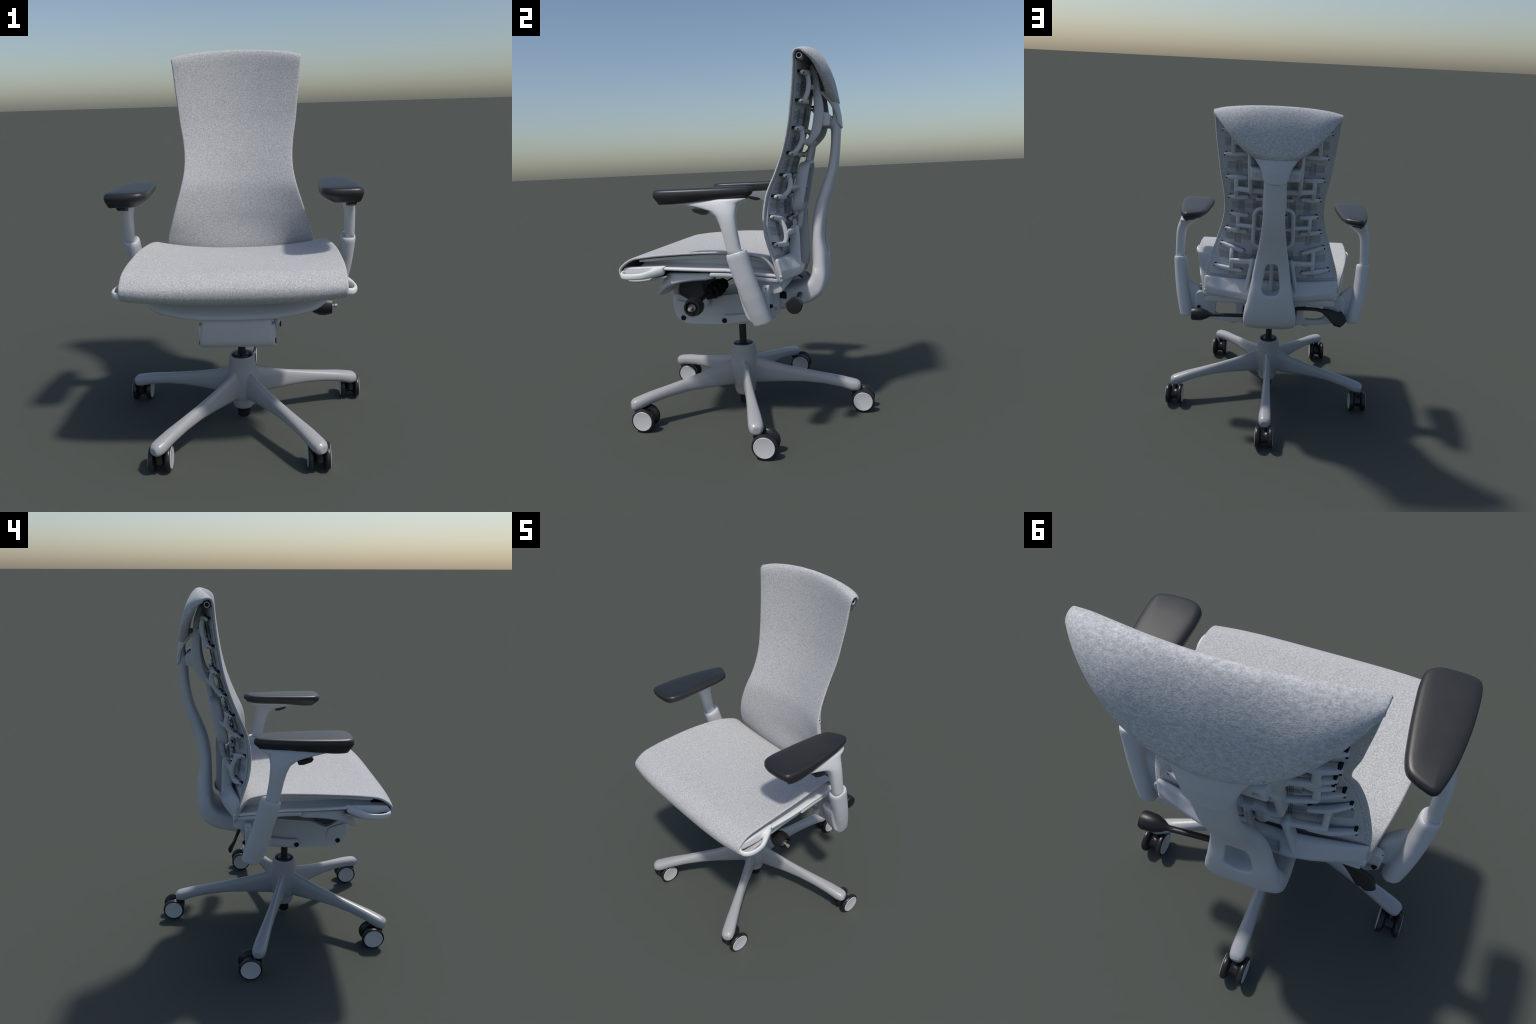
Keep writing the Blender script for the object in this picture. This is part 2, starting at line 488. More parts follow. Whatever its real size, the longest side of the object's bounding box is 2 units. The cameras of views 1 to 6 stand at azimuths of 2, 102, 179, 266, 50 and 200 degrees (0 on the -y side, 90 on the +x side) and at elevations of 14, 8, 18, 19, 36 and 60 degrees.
# ------------------------------------------------------------------ pixel support panel behind the fabric
zs = np.linspace(0.955, 1.915, 50)
rows = []
for z in zs:
    w = back_w(z) - 0.022
    s = np.linspace(-1, 1, 31)
    rows.append(np.stack([s * w, back_y(s * w / back_w(z), z) + 0.010, np.full(31, z)], 1))
PG = np.array(rows)
panel = obj("support_panel", *sheet(PG, 0.006, flip=True), M_PANEL, angle=40)
def panel_pt(x, z, off):
    s = x / back_w(z)
    return np.array([x, float(back_y(s, z)) + 0.010 + 0.006 + off, z])
# bundles of fine dark strips, slightly proud of the panel, standing in for slot openings
slot_strips = []
def strip(x0, x1, z0, z1, hw=0.0014):
    n = 5
    a = [panel_pt(x, z, -0.001) for x, z in zip(np.linspace(x0, x1, n), np.linspace(z0, z1, n))]
    slot_strips.append(tube(a, hw, 0.0020, n=6, up=(0, 0, 1) if abs(x1-x0) > abs(z1-z0) else (1, 0, 0), round_ends=False))
PIN = [(0.300, 0.346, 1.858), (0.288, 0.330, 1.721), (0.277, 0.303, 1.589), (0.264, 0.267, 1.466),
       (0.257, 0.231, 1.356), (0.286, 0.185, 1.250), (0.316, 0.165, 1.149), (0.353, 0.186, 1.011)]
INN = [tuple(panel_pt(x, z, 0.019)) for x, z in ((0.170, 1.860), (0.162, 1.728), (0.166, 1.590), (0.160, 1.470), (0.158, 1.350), (0.167, 1.242), (0.184, 1.117), (0.191, 0.992))]
LINKC = [(0.240, 0.368, 1.793), (0.223, 0.326, 1.530), (0.213, 0.254, 1.293), (0.249, 0.228, 1.060)]
LINKX = [0.240, 0.223, 0.213, 0.249]
for i in range(8):
    zmid = (PIN[i][2] + PIN[i+1][2]) / 2 if i < 7 else 0.965
    xo = back_w(zmid) - 0.045
    tilt = (INN[i][2] - PIN[i][2]) / (INN[i][0] - PIN[i][0])
    for sg in (1, -1):
        if i < 7:
            for k in range(-3, 4):                       # outer bundle
                z = zmid + k * 0.0062
                strip(sg*(xo - 0.062 - random.random()*0.004), sg*xo, z - 0.062*tilt*0.5, z)
            for k in range(-2, 3):                       # bundle towards the inner column
                z = zmid + k * 0.0062 + 0.001
                strip(sg*0.095, sg*(0.185 + 0.02*(k % 2)), z, z)
            for k in range(-3, 4):                       # vertical bundles
                x = sg*(0.105 + k*0.0062)
                strip(x, x, zmid - 0.045 - 0.006*(k % 2), zmid + 0.045 + 0.006*(k % 2))
                xv = sg*(0.5*(xo - 0.062) + 0.5*0.20 + k*0.006)
                strip(xv, xv, zmid - 0.034 - 0.008*(k % 2), zmid + 0.034)
            for k in range(-2, 3):
                z = zmid + k*0.0062
                strip(0.001*sg, sg*0.08, z, z)
        else:
            for k in range(-3, 4):
                x = sg*(0.245 + k*0.0062)
                strip(x, x, zmid - 0.006, zmid + 0.030)
obj("panel_slot_strips", *merge(*slot_strips), M_SLOT, panel, smooth=False, kind="stuff")

# ------------------------------------------------------------------ H shaped ribs with rubber pegs
for h in range(4):
    for sg in (1, -1):
        parts = []
        pegs = []
        mids = []
        for r in (2*h, 2*h+1):
            P0, P1 = np.array(PIN[r]), np.array(INN[r])
            off = np.array([0, 0.012, 0])
            m = (P0 + P1)/2 + (0, 0.004, 0)
            path = curve([P0 - (0.003, 0, 0), m + (0, 0.004, 0), P1], 9)
            parts.append(tube(path, np.interp(np.linspace(0, 1, 9), [0, .5, 1], [0.0110, 0.0150, 0.012]), np.interp(np.linspace(0, 1, 9), [0, .5, 1], [0.011, 0.014, 0.011]), n=16, e=2.8, up=(0, 0, 1)))
            t = (P0[0] - LINKX[h]) / (P0[0] - P1[0])
            mids.append(P0 + (P1 - P0)*t + (0, 0.006, 0))
            for e in (P0, P1):
                u_ = np.array((-0.003, 0, 0.006)) if e is P0 else np.array((-0.002, 0, 0.004))
                pp = panel_pt(e[0], e[2], 0.0) + u_
                pegs.append(tube([pp + (0, -0.002, 0), e + u_ + (0, 0.004, 0)], 0.0070, n=10, round_ends=False))
            pegs.append(lathe([(0.0005, -0.002), (0.0042, -0.002), (0.0042, 0.0015), (0.0005, 0.0018)], P0 + (0.004, 0.0095, -0.004), (0.25, 0.9, -0.3), 10))  # dark dot laid on the bar end in place of a pin hole
        a, b = mids
        c = np.array(LINKC[h])
        parts.append(tube(curve([a, c + (a-c)*0.4 + (0, .004, 0), c + (b-c)*0.4 + (0, .004, 0), b], 11), 0.0125, 0.0125, n=16, e=3.2, up=(1, 0, 0)))
        inner = [(0.150, 0.390, 1.795), (0.140, 0.338, 1.524), (0.110, 0.286, 1.293), (0.105, 0.250, 1.080)][h]
        if h in (0, 2): parts.append(tube(curve([c, (c + np.array(inner))/2 + (0, 0.002, 0), inner], 7), 0.0125, 0.0125, n=12, up=(0, 0, 1)))
        pt = merge(*parts); pg = merge(*pegs)
        if sg < 0: pt, pg = mirror(pt), mirror(pg)
        rib = obj("back_rib", *pt, M_WHITE)
        obj("rubber_peg", *pg, M_RUBBER, rib, angle=40)

for z in (1.585, 1.462, 1.352, 1.243, 1.118, 0.995):
    HL = 0.100 if z > 1.4 else 0.075
    path = [panel_pt(x, z - 0.02*(1 - abs(x)/0.11)*0, 0.016) for x in np.linspace(-HL, HL, 11)]
    ir = obj("inner_rib", *tube(path, 0.0115, 0.011, n=16, e=2.8, up=(0, 0, 1)), M_WHITE)
    pegs = [tube([panel_pt(x, z + 0.006, -0.002), panel_pt(x, z + 0.006, 0.018)], 0.0085, n=10, round_ends=False) for x in (-HL + 0.007, HL - 0.007)]
    obj("rubber_peg", *merge(*pegs), M_RUBBER, ir, angle=40)

# ------------------------------------------------------------------ frame between ribs and spine
fr = []
for sg in (1, -1):
    fin = tube(curve([(0.135, 0.375, 1.905), (0.140, 0.392, 1.85), (0.145, 0.397, 1.79), (0.145, 0.406, 1.69), (0.143, 0.400, 1.63), (0.141, 0.383, 1.57), (0.139, 0.342, 1.514)], 22),
               0.0125, np.interp(np.linspace(0, 1, 22), [0, .2, .55, .8, 1], [0.013, 0.018, 0.027, 0.026, 0.014]), n=14, e=3.5, up=(1, 0, 0))
    cross = tube(curve([(0.223, 0.326, 1.526), (0.175, 0.335, 1.524), (0.10, 0.345, 1.522), (0.0, 0.352, 1.524)], 9), 0.016, 0.012, n=12, e=2.8, up=(0, 0, 1))
    lowbar = tube(curve([(0.118, 0.252, 1.075), (0.127, 0.253, 1.03), (0.138, 0.252, 0.97), (0.150, 0.252, 0.91), (0.156, 0.250, 0.86)], 12), 0.0135, np.interp(np.linspace(0, 1, 12), [0, 1], [0.024, 0.036]), n=14, e=3.2, up=(1, 0, 0))
    lowcross = tube(curve([(0.249, 0.229, 1.058), (0.18, 0.243, 1.060), (0.10, 0.255, 1.066), (0.0, 0.262, 1.072)], 9), 0.017, 0.014, n=12, e=2.8, up=(0, 0, 1))
    strut = tube(curve([(0.04, 0.352, 1.53), (0.045, 0.338, 1.46), (0.045, 0.322, 1.40)], 8), 0.026, 0.016, n=14, e=3, up=(1, 0, 0))
    lower = tube(curve([(0.04, 0.283, 1.19), (0.045, 0.277, 1.12), (0.04, 0.270, 1.08)], 8), 0.022, 0.018, n=14, e=3, up=(1, 0, 0))
    box = plate(rounded_outline([(0.395, 1.608), (0.458, 1.600), (0.464, 1.658), (0.447, 1.672), (0.400, 1.672)], 0.012), 0.045, 0.137)
    for p in (fin, cross, lowbar, lowcross, strut, lower, box):
        fr.append(p if sg > 0 else mirror(p))
# rounded rectangular ring
ring = rounded_outline([(0.113, 1.414), (-0.113, 1.414), (-0.118, 1.168), (0.118, 1.168)], 0.05, 7)
ring = np.vstack([ring, ring[:1]])
yl = lambda z: 0.270 + (z - 1.18) / 0.23 * 0.046
rp = np.array([(x, yl(z), z) for x, z in ring])
def ring_bar(path, a, b):
    P = path[:-1]; n = len(P); rings = []
    c = P.mean(0)
    for k in range(n):
        T = P[(k+1) % n] - P[k-1]; T /= np.linalg.norm(T)
        d = np.array([0, 1, 0.2]); d /= np.linalg.norm(d); d = d - T*(d@T); d /= np.linalg.norm(d)
        w = np.cross(T, d)
        q = superellipse(a, b, 14, 3.2)
        rings.append(P[k] + q[:, :1]*w + q[:, 1:]*d)
    v, f = loft(rings + [rings[0]], caps=False)
    v = v[:-14]
    f = [tuple(i % len(v) for i in q) for q in f]
    return v, f
fr.append(ring_bar(rp, 0.0125, 0.031))
fr.append(tube([(-0.11, yl(1.285), 1.285), (0.11, yl(1.285), 1.285)], 0.010, 0.012, n=12, up=(0, 0, 1)))
keel = tube(curve([(0, 0.283, 1.165), (0, 0.285, 1.06), (0, 0.285, 0.96), (0, 0.288, 0.89), (0, 0.268, 0.835)], 12), 0.012, 0.028, n=12, e=3, up=(1, 0, 0))
fr.append(keel)
obj("back_frame", *fuse(fr, 0.004, 4), M_WHITE)
for sg in (1, -1):
    p = lathe([(0.0005, -0.004), (0.0095, -0.004), (0.0095, 0.0022), (0.008, 0.003), (0.0005, 0.003)], (0.112, 0.4655, 1.638), (0, 1, 0), 20)
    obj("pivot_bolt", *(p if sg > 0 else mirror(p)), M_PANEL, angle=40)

# lumbar shell (wedge under the panel) ---------------------------------
def wedge(x):
    s = min(1, max(0, (abs(x) - 0.12) / 0.295)); g = 1 - s ** 1.5
    fr_ = 0.045 * max(0, 1 - (x/0.41)**2) ** 1.4
    pts = [(0.190 + fr_, 0.946), (0.204 + 0.050*g, 0.944 - 0.010*g), (0.220 + 0.078*g, 0.880 - 0.018*g), (0.222 + 0.062*g, 0.846 - 0.024*g), (0.216 + 0.020*g, 0.818 - 0.014*g), (0.204 + 0.6*fr_, 0.834), (0.190 + fr_, 0.89)]
    q = rounded_outline(pts, 0.010, 4)
    return np.stack([np.full(len(q), x), q[:, 0], q[:, 1]], 1)
xs = [-0.412, -0.405, -0.37, -0.3, -0.22, -0.15, -0.12, 0.12, 0.15, 0.22, 0.3, 0.37, 0.405, 0.412]
rings = [wedge(x) for x in xs]
for k, sh in ((0, 0.9), (-1, 0.9)):
    c = rings[k].mean(0); rings[k] = c + (rings[k]-c) * (1, sh, sh)
hollow = plate(rounded_outline([(-0.108, 0.865), (0.108, 0.865), (0.09, 0.97), (-0.09, 0.97)], 0.01), 0.236, 0.40, 'y')
hollow = plate(rounded_outline([(-0.108, 0.865), (0.108, 0.865), (0.09, 0.97), (-0.09, 0.97)], 0.01), 0.262, 0.40, 'y')
obj("lumbar_shell", *fuse([loft(rings)], 0.004, 3, cut=hollow), M_WHITE)

# ------------------------------------------------------------------ spine with slot
RE = [(.506, 1.640), (.508, 1.61), (.503, 1.53), (.491, 1.41), (.469, 1.305), (.437, 1.20), (.414, 1.095), (.409, 1.00), (.423, .915), (.426, .84), (.421, .770), (.395, .706), (.335, .660), (.240, .630), (.12, .603)]
FE = [(.458, 1.635), (.455, 1.60), (.452, 1.52), (.432, 1.395), (.391, 1.285), (.358, 1.19), (.339, 1.095), (.334, .995), (.334, .915), (.336, .855), (.325, .800), (.295, .768), (.255, .753), (.200, .745), (.12, .735)]
HW = [.063, .065, .064, .064, .071, .083, .098, .112, .125, .139, .154, .161, .160, .154, .150]
n = 44
Rc, Fc = curve(RE, n), curve(FE, n)
hw = np.interp(np.linspace(0, 1, n), np.linspace(0, 1, len(HW)), HW)
rings = []
for k in range(n):
    c, d = (Rc[k]+Fc[k])/2, (Rc[k]-Fc[k])/2
    q = superellipse(1, 1, 32, 2.9 + 1.6*min(1, max(0, (k - 27)/6)))
    q[:, 0] *= 1 - 0.08*np.clip(-q[:, 1] + 0.1, 0, 1) * (k < 30)
    bow = 0.010 * (1 - q[:, 0]**2) * (q[:, 1] > 0)
    rings.append(np.stack([q[:, 0]*hw[k], c[0] + q[:, 1]*d[0], c[1] + q[:, 1]*d[1]], 1))
spine_body = loft(rings)
neck = tube(curve([(0, .476, 1.60), (0, .482, 1.66), (0, .478, 1.72), (0, .468, 1.77)], 10), np.interp(np.linspace(0, 1, 10), [0, .4, 1], [.060, .07, .11]), 0.014, n=20, e=3.5, up=(1, 0, 0))
yoke = tube(curve([(0, .478, 1.615), (0, .455, 1.626), (0, .415, 1.638)], 10), 0.066, np.interp(np.linspace(0, 1, 10), [0, .5, 1], [.036, .026, .024]), n=20, e=3.5, up=(1, 0, 0))
slot = plate(rounded_outline([(-.034, 1.108), (.034, 1.108), (.058, .910), (-.058, .910)], 0.05, 9), 0.25, 0.55, 'y')
obj("back_spine", *fuse([spine_body, neck, yoke], 0.005, 6, cut=slot), M_WHITE)
# tapered cap over the spine top
KZ = [1.775, 1.746, 1.712, 1.68, 1.65, 1.626, 1.612, 1.604, 1.599, 1.5965]
KW = [0.160, 0.135, 0.107, 0.084, 0.072, 0.068, 0.062, 0.053, 0.041, 0.026]
rows = []
for z in np.linspace(1.775, 1.5965, 34):
    w = float(np.interp(z, KZ[::-1], KW[::-1])); s = np.linspace(-1, 1, 17)
    yb = float(np.interp(z, [1.597, 1.66, 1.725, 1.775], [0.517, 0.512, 0.500, 0.482]))
    rows.append(np.stack([s*w, yb - 0.011*(np.abs(s*w)/0.07)**2, np.full(17, z)], 1))
obj("spine_cap", *sheet(np.array(rows), 0.014, flip=True), M_WHITE, angle=60)

# ================================================================== SEAT
SY = [-0.605, -0.586, -0.537, -0.45, -0.36, -0.163, 0.014, 0.10, 0.145, 0.180, 0.203, 0.215]
SZ = [0.918, 0.942, 0.972, 0.986, 0.993, 1.000, 0.994, 0.977, 0.957, 0.915, 0.868, 0.832]
SW = [0.508, 0.508, 0.507, 0.507, 0.505, 0.495, 0.470, 0.452, 0.441, 0.431, 0.423, 0.419]
path = [(-0.36, 0.868, 0.49, 0.020), (-0.43, 0.858, 0.500, 0.020), (-0.516, 0.850, 0.507, 0.020), (-0.575, 0.859, 0.507, 0.020), (-0.603, 0.888, 0.508, 0.014)] + \
       [(y, z, w, d) for y, z, w, d in zip(SY, SZ, SW, [0.006, 0.001, 0.002, 0.014, 0.023, 0.035, 0.046, 0.041, 0.032, 0.018, 0.010, 0.004])]
pc = curve(path, 90)
rows = []
for y, z, w, dip in pc:
    s = S_
    d = dip * (1 - np.abs(s) ** 2.4)
    front = max(0, min(1, (-y - 0.50) / 0.10))
    rows.append(np.stack([s*w, y + (-0.024*front) * (1 - s**4), z - d], 1))
SG = np.array(rows)
obj("seat_cushion", *sheet(SG, 0.012, flip=True), M_FAB)

# pan with lip and recessed wall ------------------------------------------
zr = lambda y: float(np.interp(y, [-0.60, -0.355, -0.04, 0.224], [0.93, 0.925, 0.908, 0.862]))
zt = lambda y: float(smooth_interp(y, SY, SZ))
wt_ = lambda y: float(smooth_interp(y, SY, SW))
rings = []
for y in np.linspace(-0.50, 0.205, 26):
    t, r, w = zt(y) - 0.019, zr(y), wt_(y)
    t = max(t, r + 0.012)
    g = t - r
    half = [(w-0.022, t), (w-0.022, t-min(.012, g*.3)), (w-0.078, t-min(.03, g*.5)), (w-0.082, r+min(.014, g*.3)), (w-0.035, r-0.001), (w-0.04, r-0.022)]
    d = 0.05
    prof = [(0, t-d), (w*0.5, t-d*0.8), (w*0.8, t-d*0.35)] + half + [(w*0.6, r-0.024), (0, r-0.026)]
    full = prof + [(-x, z) for x, z in prof[-2:0:-1]]
    full = np.array(full)
    rings.append(np.stack([full[:, 0], np.full(len(full), y), full[:, 1]], 1))
obj("seat_pan", *loft(rings), M_WHITE, angle=40)
# side rails, lower strips, front loop handles
for sg in (1, -1):
    pth = [(wt_(y) - 0.022, y, zr(y) - 0.009) for y in np.linspace(-0.36, 0.215, 16)]
    p = tube(pth, 0.0085, 0.018, n=14, e=3.4, up=(0, 0, 1))
    obj("seat_rail", *(p if sg > 0 else mirror(p)), M_RIM, angle=60)
    pth = [(wt_(y) - 0.026, y, zr(y) - 0.032) for y in np.linspace(-0.125, 0.213, 12)]
    p = tube(pth, 0.0125, 0.020, n=14, e=3.4, up=(0, 0, 1))
    obj("seat_side_trim", *(p if sg > 0 else mirror(p)), M_WHITE, angle=60)
    loop = tube(curve([(0.482, -0.574, 0.900), (0.505, -0.588, 0.892), (0.530, -0.580, 0.888), (0.548, -0.547, 0.886), (0.551, -0.505, 0.886), (0.541, -0.462, 0.888), (0.517, -0.425, 0.895), (0.488, -0.385, 0.905)], 26),
                np.interp(np.linspace(0, 1, 26), [0, .15, .6, .8, 1], [0.022, 0.016, 0.016, 0.020, 0.024]), np.interp(np.linspace(0, 1, 26), [0, .6, 1], [0.008, 0.009, 0.020]), n=14, e=2.4, up=(0, 0, 1))
    body = plate(rounded_outline([(-0.585, 0.925), (-0.352, 0.931), (-0.385, 0.902), (-0.445, 0.876), (-0.52, 0.880), (-0.585, 0.890)], 0.012), 0.445, 0.499)
    p = fuse([loop, body], 0.0035, 4)
    obj("seat_handle", *(p if sg > 0 else mirror(p)), M_RIM)

# front shroud under the seat
LX = [0.0, 0.18, 0.30, 0.38, 0.435, 0.462, 0.468, 0.466]
LY = [-0.490, -0.486, -0.472, -0.453, -0.418, -0.35, -0.25, -0.13]
LZ = [0.738, 0.741, 0.753, 0.769, 0.793, 0.830, 0.851, 0.858]
lip = curve(list(zip(LX, LY, LZ)), 26)
lip = np.vstack([(lip * (-1, 1, 1))[:0:-1], lip])
rows = []
for t in np.linspace(0, 1, 9):
    up_ = []
    for x, y, z in lip:
        k = 1 - min(1, abs(x)/0.468) ** 3
        U = np.array([x*0.985, y + 0.20*k + 0.004, 0.884])
        C = np.array([x*1.0, y + 0.055*k, z + (0.882 - z)*0.45])
        L_ = np.array([x, y, z])
        up_.append((1-t)**2*L_ + 2*t*(1-t)*C + t*t*U)
    rows.append(up_)
obj("seat_shroud", *sheet(np.array(rows), 0.020, flip=True), M_WHITE)
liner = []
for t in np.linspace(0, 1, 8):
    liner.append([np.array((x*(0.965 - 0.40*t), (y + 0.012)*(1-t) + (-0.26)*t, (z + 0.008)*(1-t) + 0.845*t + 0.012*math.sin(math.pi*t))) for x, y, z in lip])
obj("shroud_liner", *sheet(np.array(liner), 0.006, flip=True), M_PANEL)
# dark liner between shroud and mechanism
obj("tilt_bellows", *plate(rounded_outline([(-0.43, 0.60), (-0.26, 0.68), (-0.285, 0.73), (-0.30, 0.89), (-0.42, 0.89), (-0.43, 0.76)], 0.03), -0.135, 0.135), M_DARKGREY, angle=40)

# ================================================================== TILT MECHANISM
mech_out = curve([(-0.452, 0.72), (-0.455, 0.64), (-0.436, 0.584), (-0.395, 0.553), (-0.337, 0.5445), (-0.20, 0.543), (-0.05, 0.546), (0.06, 0.565), (0.13, 0.605), (0.20, 0.66), (0.22, 0.70), (0.18, 0.735), (0.05, 0.735), (-0.10, 0.715), (-0.24, 0.700), (-0.33, 0.665), (-0.40, 0.70)], 60, closed=True)
mech = empty("tilt_mechanism", CHAIR)
rings = []
cm = mech_out.mean(0)
for x, sc in ((-0.175, 0.955), (-0.172, 0.975), (-0.166, 0.99), (-0.156, 1.0), (0.156, 1.0), (0.166, 0.99), (0.172, 0.975), (0.175, 0.955)):
    q = cm + (mech_out - cm)*sc
    rings.append(np.stack([x * (0.93 + 0.14*np.clip((0.72 - q[:, 1])/0.16, 0, 1)), q[:, 0], q[:, 1]], 1))
obj("mechanism_housing", *loft(rings), M_WHITE, mech, angle=40)
# front face plate that runs up behind the shroud
fp = plate(rounded_outline([(-0.456, 0.64), (-0.450, 0.76), (-0.425, 0.82), (-0.405, 0.82), (-0.425, 0.74), (-0.425, 0.62)], 0.01), -0.158, 0.158)
obj("mechanism_front", *fp, M_WHITE, mech, angle=40)
for sg in (1, -1):
    # cheek round the front axle
    ck = plate(rounded_outline([(-0.452, 0.69), (-0.454, 0.64), (-0.437, 0.588), (-0.395, 0.557), (-0.335, 0.548), (-0.322, 0.583), (-0.330, 0.63), (-0.345, 0.662), (-0.40, 0.68)], 0.03) * 0.96 + np.array((-0.39, 0.61)) * 0.04 + (0.006, 0.002), 0.155, 0.1835)
    obj("axle_cheek", *(ck if sg > 0 else mirror(ck)), M_WHITE, mech, bevel=0.004, angle=50)
    for c, r in (((0.186, -0.393, 0.582), 0.014), ((0.213, -0.146, 0.575), 0.014)):
        p = ball_disc(c, (1, 0, 0), r, 0.003)
        obj("bolt", *(p if sg > 0 else mirror(p)), M_RUBBER, mech, angle=40)
    # link arm along the housing to the armrest yoke
    link = fuse([tube(curve([(0.196, -0.146, 0.575), (0.196, -0.07, 0.583), (0.20, 0.02, 0.598), (0.215, 0.09, 0.612), (0.24, 0.135, 0.625)], 14), np.interp(np.linspace(0, 1, 14), [0, .3, 1], [0.031, 0.026, 0.028]), 0.016, n=14, e=3, up=(0, 0, 1))], 0.004, 4)
    obj("yoke_link", *(link if sg > 0 else mirror(link)), M_WHITE, mech)
    # yoke plate with window
    yoke_o = rounded_outline([(0.170, 0.612), (0.30, 0.622), (0.43, 0.640), (0.475, 0.68), (0.478, 0.80), (0.455, 0.822), (0.30, 0.80), (0.170, 0.775)], 0.02)
    win = plate(rounded_outline([(0.218, 0.655), (0.315, 0.655), (0.352, 0.672), (0.340, 0.765), (0.218, 0.745)], 0.018), 0.0, 0.4, 'y')
    body = plate(yoke_o, 0.128, 0.165, 'y')
    yk = fuse([body], 0.0045, 4, cut=win)
    yo = obj("arm_yoke", *(yk if sg > 0 else mirror(yk)), M_WHITE, mech)
    for c in ((0.462, 0.150, 0.800), (0.455, 0.168, 0.715)):
        p = ball_disc(c, (0.75, 0.65, 0), 0.010, 0.008)
        obj("bolt", *(p if sg > 0 else mirror(p)), M_RUBBER, mech, angle=40)
    ear = ball_disc((0.195, -0.255, 0.675), (1, 0, 0), 0.022, 0.008)
    if sg > 0: obj("axle_end", *ear, M_WHITE, mech, angle=40)
    # black plate added to show the dark gap between spine foot and yoke
    gk = plate(rounded_outline([(0.14, 0.64), (0.20, 0.655), (0.20, 0.73), (0.14, 0.73)], 0.02), 0.158, 0.168)
    obj("foot_gap_plate", *(gk if sg > 0 else mirror(gk)), M_RUBBER, mech, angle=40)

beam = fuse([loft([np.stack([np.full(20, x), q_[:, 0], q_[:, 1]], 1) for x in (-0.405, -0.39, 0.39, 0.405) for q_ in [rounded_outline([(0.10, 0.79), (0.16, 0.758), (0.226, 0.775), (0.222, 0.832), (0.11, 0.85)], 0.015, 4)]])], 0.005, 4)
obj("rear_seat_beam", *beam, M_WHITE, mech)

# controls ------------------------------------------------------------------
knob = empty("tension_knob", CHAIR)
obj("knob_grip", *lathe([(0.001, -0.115), (0.014, -0.115), (0.034, -0.095), (0.049, -0.062), (0.050, -0.035), (0.043, 0.0), (0.035, 0.0), (0.033, -0.006), (0.032, -0.02), (0.001, -0.02)], (0.472, -0.241, 0.706), (1, 0, 0), 14), M_BLACK, knob, angle=30)
obj("knob_core", *lathe([(0.001, -0.024), (0.021, -0.024), (0.021, -0.010), (0.001, -0.010)], (0.472, -0.244, 0.706), (1, 0, 0), 20), M_DARKGREY, knob, angle=30)
obj("knob_pin", *lathe([(0.001, -0.01), (0.006, -0.01), (0.006, 0.012), (0.0095, 0.014), (0.0095, 0.026), (0.001, 0.027)], (0.474, -0.244, 0.706), (1, 0, 0), 16), M_METAL, knob, angle=40)
obj("knob_shaft", *tube([(0.40, -0.241, 0.708), (0.27, -0.222, 0.735), (0.17, -0.18, 0.76)], 0.011), M_BLACK, knob)
bl = []
for k in range(5):
    t = k / 4
    c = np.array((0.235, -0.220, 0.732))*(1-t) + np.array((0.120, -0.165, 0.765))*t
    bl.append(lathe([(0.012, -0.011), (0.026 + 0.018*math.sin(t*2.8 + .2), -0.008), (0.031 + 0.018*math.sin(t*2.8 + .2), 0), (0.026 + 0.018*math.sin(t*2.8 + .2), 0.008), (0.012, 0.011)], c, (-0.9, 0.4, 0.2), 18))
obj("knob_bellows", *merge(*bl), M_RUBBER, knob)
cab = tube(curve([(0.165, -0.165, 0.775), (0.16, -0.13, 0.79), (0.17, -0.08, 0.815), (0.19, -0.02, 0.835)], 14), 0.0035, n=8)
obj("control_cable", *cab, M_RUBBER, knob)

tilt = empty("recline_knob", CHAIR)
obj("knob_grip", *lathe([(0.001, -0.145), (0.011, -0.145), (0.013, -0.115), (0.026, -0.095), (0.0385, -0.062), (0.0405, -0.015), (0.036, -0.002), (0.001, 0.0)], (0.483, 0.288, 0.718), (1, 0, 0), 24), M_BLACK, tilt, angle=40)
obj("knob_shaft", *tube([(0.35, 0.288, 0.718), (0.15, 0.272, 0.714)], 0.0135, 0.011), M_BLACK, tilt)
lev = tube(curve([(-0.16, 0.165, 0.730), (-0.25, 0.176, 0.738), (-0.315, 0.186, 0.738), (-0.365, 0.200, 0.728), (-0.41, 0.218, 0.708), (-0.445, 0.232, 0.690), (-0.462, 0.246, 0.676)], 24),
           np.interp(np.linspace(0, 1, 24), [0, .45, .65, .85, 1], [0.011, 0.012, 0.032, 0.050, 0.034]), np.interp(np.linspace(0, 1, 24), [0, .5, 1], [0.010, 0.009, 0.008]), n=16, e=2.6, up=(0.1, -0.40, 0.90))
obj("height_lever", *lev, M_BLACK)

# ================================================================== ARMRESTS
PAD = [(0.440, -0.352), (0.470, -0.364), (0.52, -0.366), (0.575, -0.362), (0.606, -0.350), (0.617, -0.325), (0.619, -0.18), (0.607, -0.06), (0.591, 0.03), (0.572, 0.095), (0.562, 0.118), (0.545, 0.127), (0.515, 0.119), (0.478, 0.102), (0.453, 0.082), (0.438, 0.045), (0.424, -0.06), (0.415, -0.18), (0.412, -0.28), (0.420, -0.33)]
pad_o = curve(PAD, 60, closed=True) + (-0.003, -0.004)
pc_ = pad_o.mean(0)
tg = np.roll(pad_o, -1, 0) - np.roll(pad_o, 1, 0)
nrm = np.stack([tg[:, 1], -tg[:, 0]], 1); nrm /= np.linalg.norm(nrm, axis=1)[:, None]
under = 0.012 + 0.044*np.maximum(0, -nrm[:, 0]) + 0.026*np.abs(nrm[:, 1])
rings = []
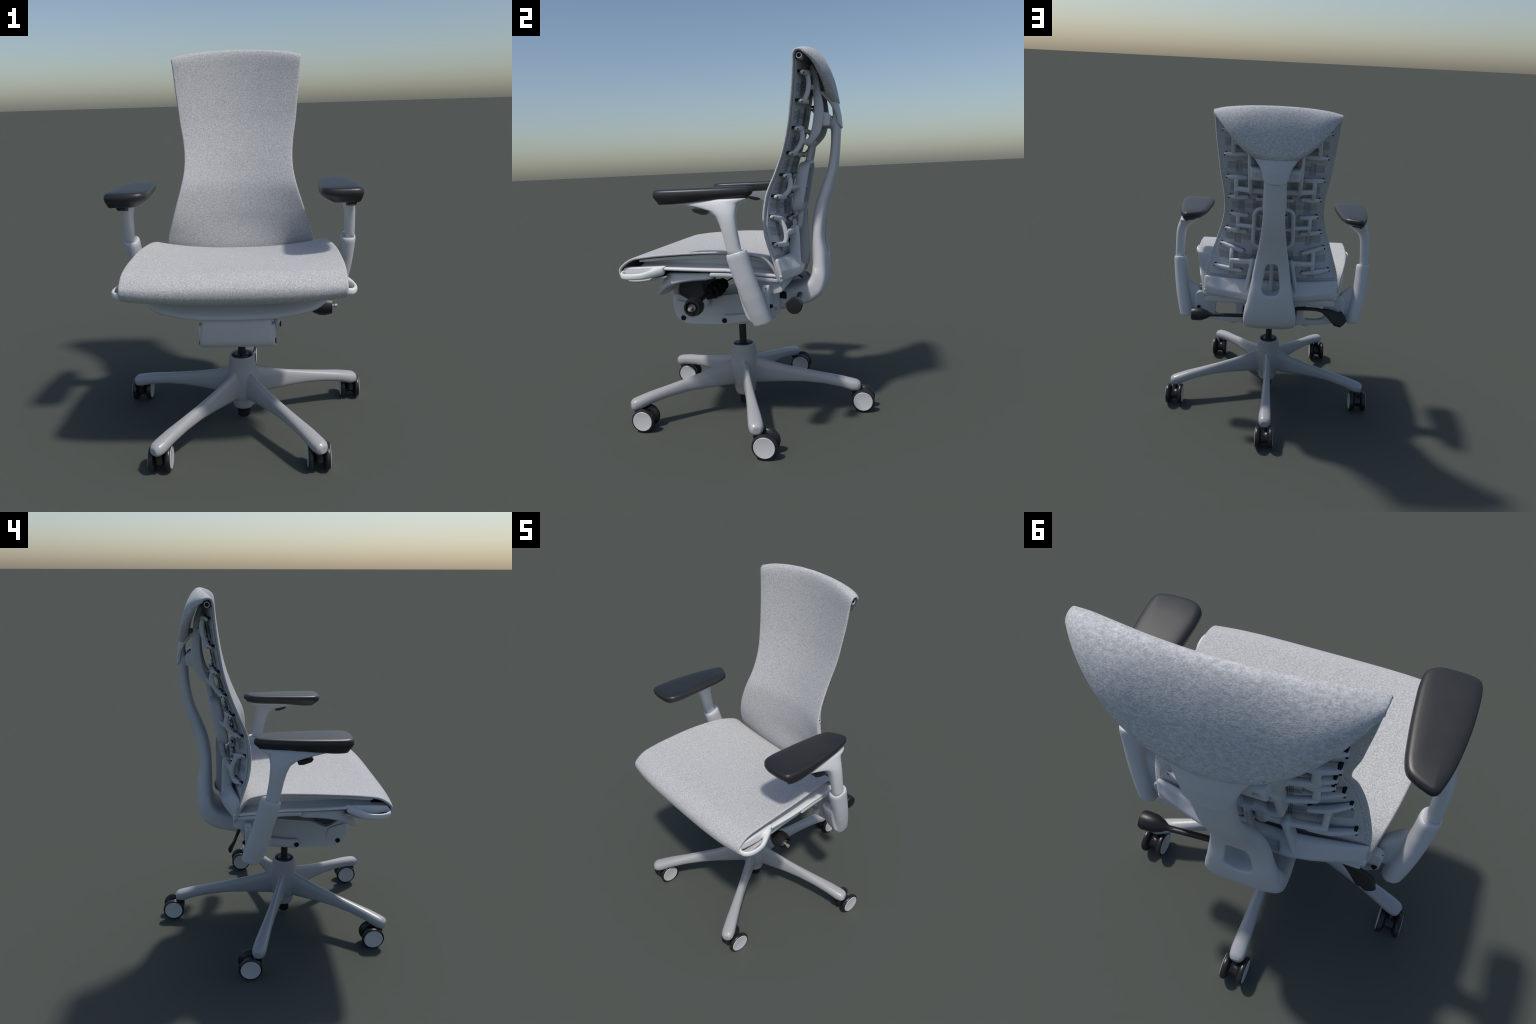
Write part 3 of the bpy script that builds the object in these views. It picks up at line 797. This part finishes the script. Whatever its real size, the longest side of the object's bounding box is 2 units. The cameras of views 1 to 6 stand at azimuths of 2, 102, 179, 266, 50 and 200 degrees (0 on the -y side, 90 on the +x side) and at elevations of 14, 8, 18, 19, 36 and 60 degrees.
for z, ku, kc in ((1.2555, 1.0, 0.030), (1.2555, 1.0, 0.006), (1.258, 0.93, 0.001), (1.265, 0.66, 0.0), (1.273, 0.36, 0.0), (1.281, 0.10, 0.0), (1.290, 0.0, 0.0), (1.304, 0.0, 0.001),
                  (1.3120, 0.0, 0.006), (1.3155, 0.0, 0.013), (1.3172, 0.0, 0.024)):
    q = pad_o - nrm * (under*ku + kc)[:, None]
    rings.append(np.stack([q[:, 0], q[:, 1], z - 0.011*np.clip((-0.12 - q[:, 1])/0.15, 0, 1)*np.clip((1.290 - z)/0.034, 0, 1)], 1))
for k, z in ((0.6, 1.3188), (0.3, 1.319), (0.02, 1.319)):
    q = pc_ + (pad_o - pc_) * k
    rings.append(np.stack([q[:, 0], q[:, 1], np.full(len(q), z)], 1))
pad_m = loft(rings)
sec = [  # z, cx, hx, cy, hy
    (0.985, .594, .026, .037, .034), (1.02, .594, .027, .031, .035), (1.10, .592, .028, .016, .037), (1.15, .590, .029, .006, .042), (1.185, .584, .031, -.004, .050),
    (1.210, .572, .037, -.022, .070), (1.228, .558, .045, -.056, .110), (1.243, .546, .052, -.088, .152), (1.252, .538, .055, -.098, .187), (1.262, .536, .053, -.102, .197)]
rings = []
for z, cx, hx, cy, hy in sec:
    q = superellipse(hx, hy, 40, 2.5 + 1.6*max(0, (z - 1.18)/0.08))
    # front end narrows towards the pad's axis
    rings.append(np.stack([cx + q[:, 0], cy + q[:, 1], np.full(40, z)], 1))
post_m = loft(rings)
# sleeve and its foot, fused
sl = [(1.004, .587, .040, .040, .050), (0.99, .586, .042, .043, .052), (0.93, .582, .041, .058, .051), (0.86, .575, .041, .078, .050), (0.78, .562, .042, .102, .050), (0.70, .545, .043, .126, .048), (0.650, .532, .043, .141, .047), (0.640, .530, .039, .144, .043)]
rings = []
for z, cx, hx, cy, hy in sl:
    q = superellipse(hx, hy, 32, 2.3)
    rings.append(np.stack([cx + q[:, 0], cy + q[:, 1], z + 0.28*q[:, 1]], 1))
# hollow top rim
q = superellipse(.032, .042, 32, 2.3)
rings.insert(0, np.stack([.590 + q[:, 0]*1.1, .040 + q[:, 1]*1.1, 1.012 + 0.28*q[:, 1]], 1))
rings.insert(0, np.stack([.590 + q[:, 0]*0.9, .040 + q[:, 1]*0.9, 1.006 + 0.28*q[:, 1]], 1))
sleeve = loft(rings)
web_r = []
for x, z0, z1, y0, y1 in ((.565, .655, .880, .040, .125), (.525, .662, .862, .045, .115), (.495, .670, .842, .052, .115), (.465, .676, .826, .065, .125), (.446, .686, .810, .080, .135)):
    q = superellipse((y1-y0)/2, (z1-z0)/2, 24, 3.4)
    web_r.append(np.stack([np.full(24, x), (y0+y1)/2 + q[:, 0] + 0.0*q[:, 1] - 0.25*q[:, 1], (z0+z1)/2 + q[:, 1]], 1))
sleeve = fuse([sleeve, loft(web_r)], 0.0045, 12)
trig = plate(rounded_outline([(-0.165, 1.222), (-0.085, 1.210), (-0.09, 1.192), (-0.115, 1.192), (-0.155, 1.206)], 0.005), 0.560, 0.604)
for sg in (1, -1):
    arm = empty("armrest", CHAIR)
    fx = (lambda p: p) if sg > 0 else mirror
    obj("arm_pad", *fx(pad_m), M_PAD, arm)
    obj("arm_post", *fx(post_m), M_WHITE, arm)
    obj("arm_sleeve", *fx(sleeve), M_WHITE, arm)
    obj("arm_trigger", *fx(trig), M_BLACK, arm, angle=40)
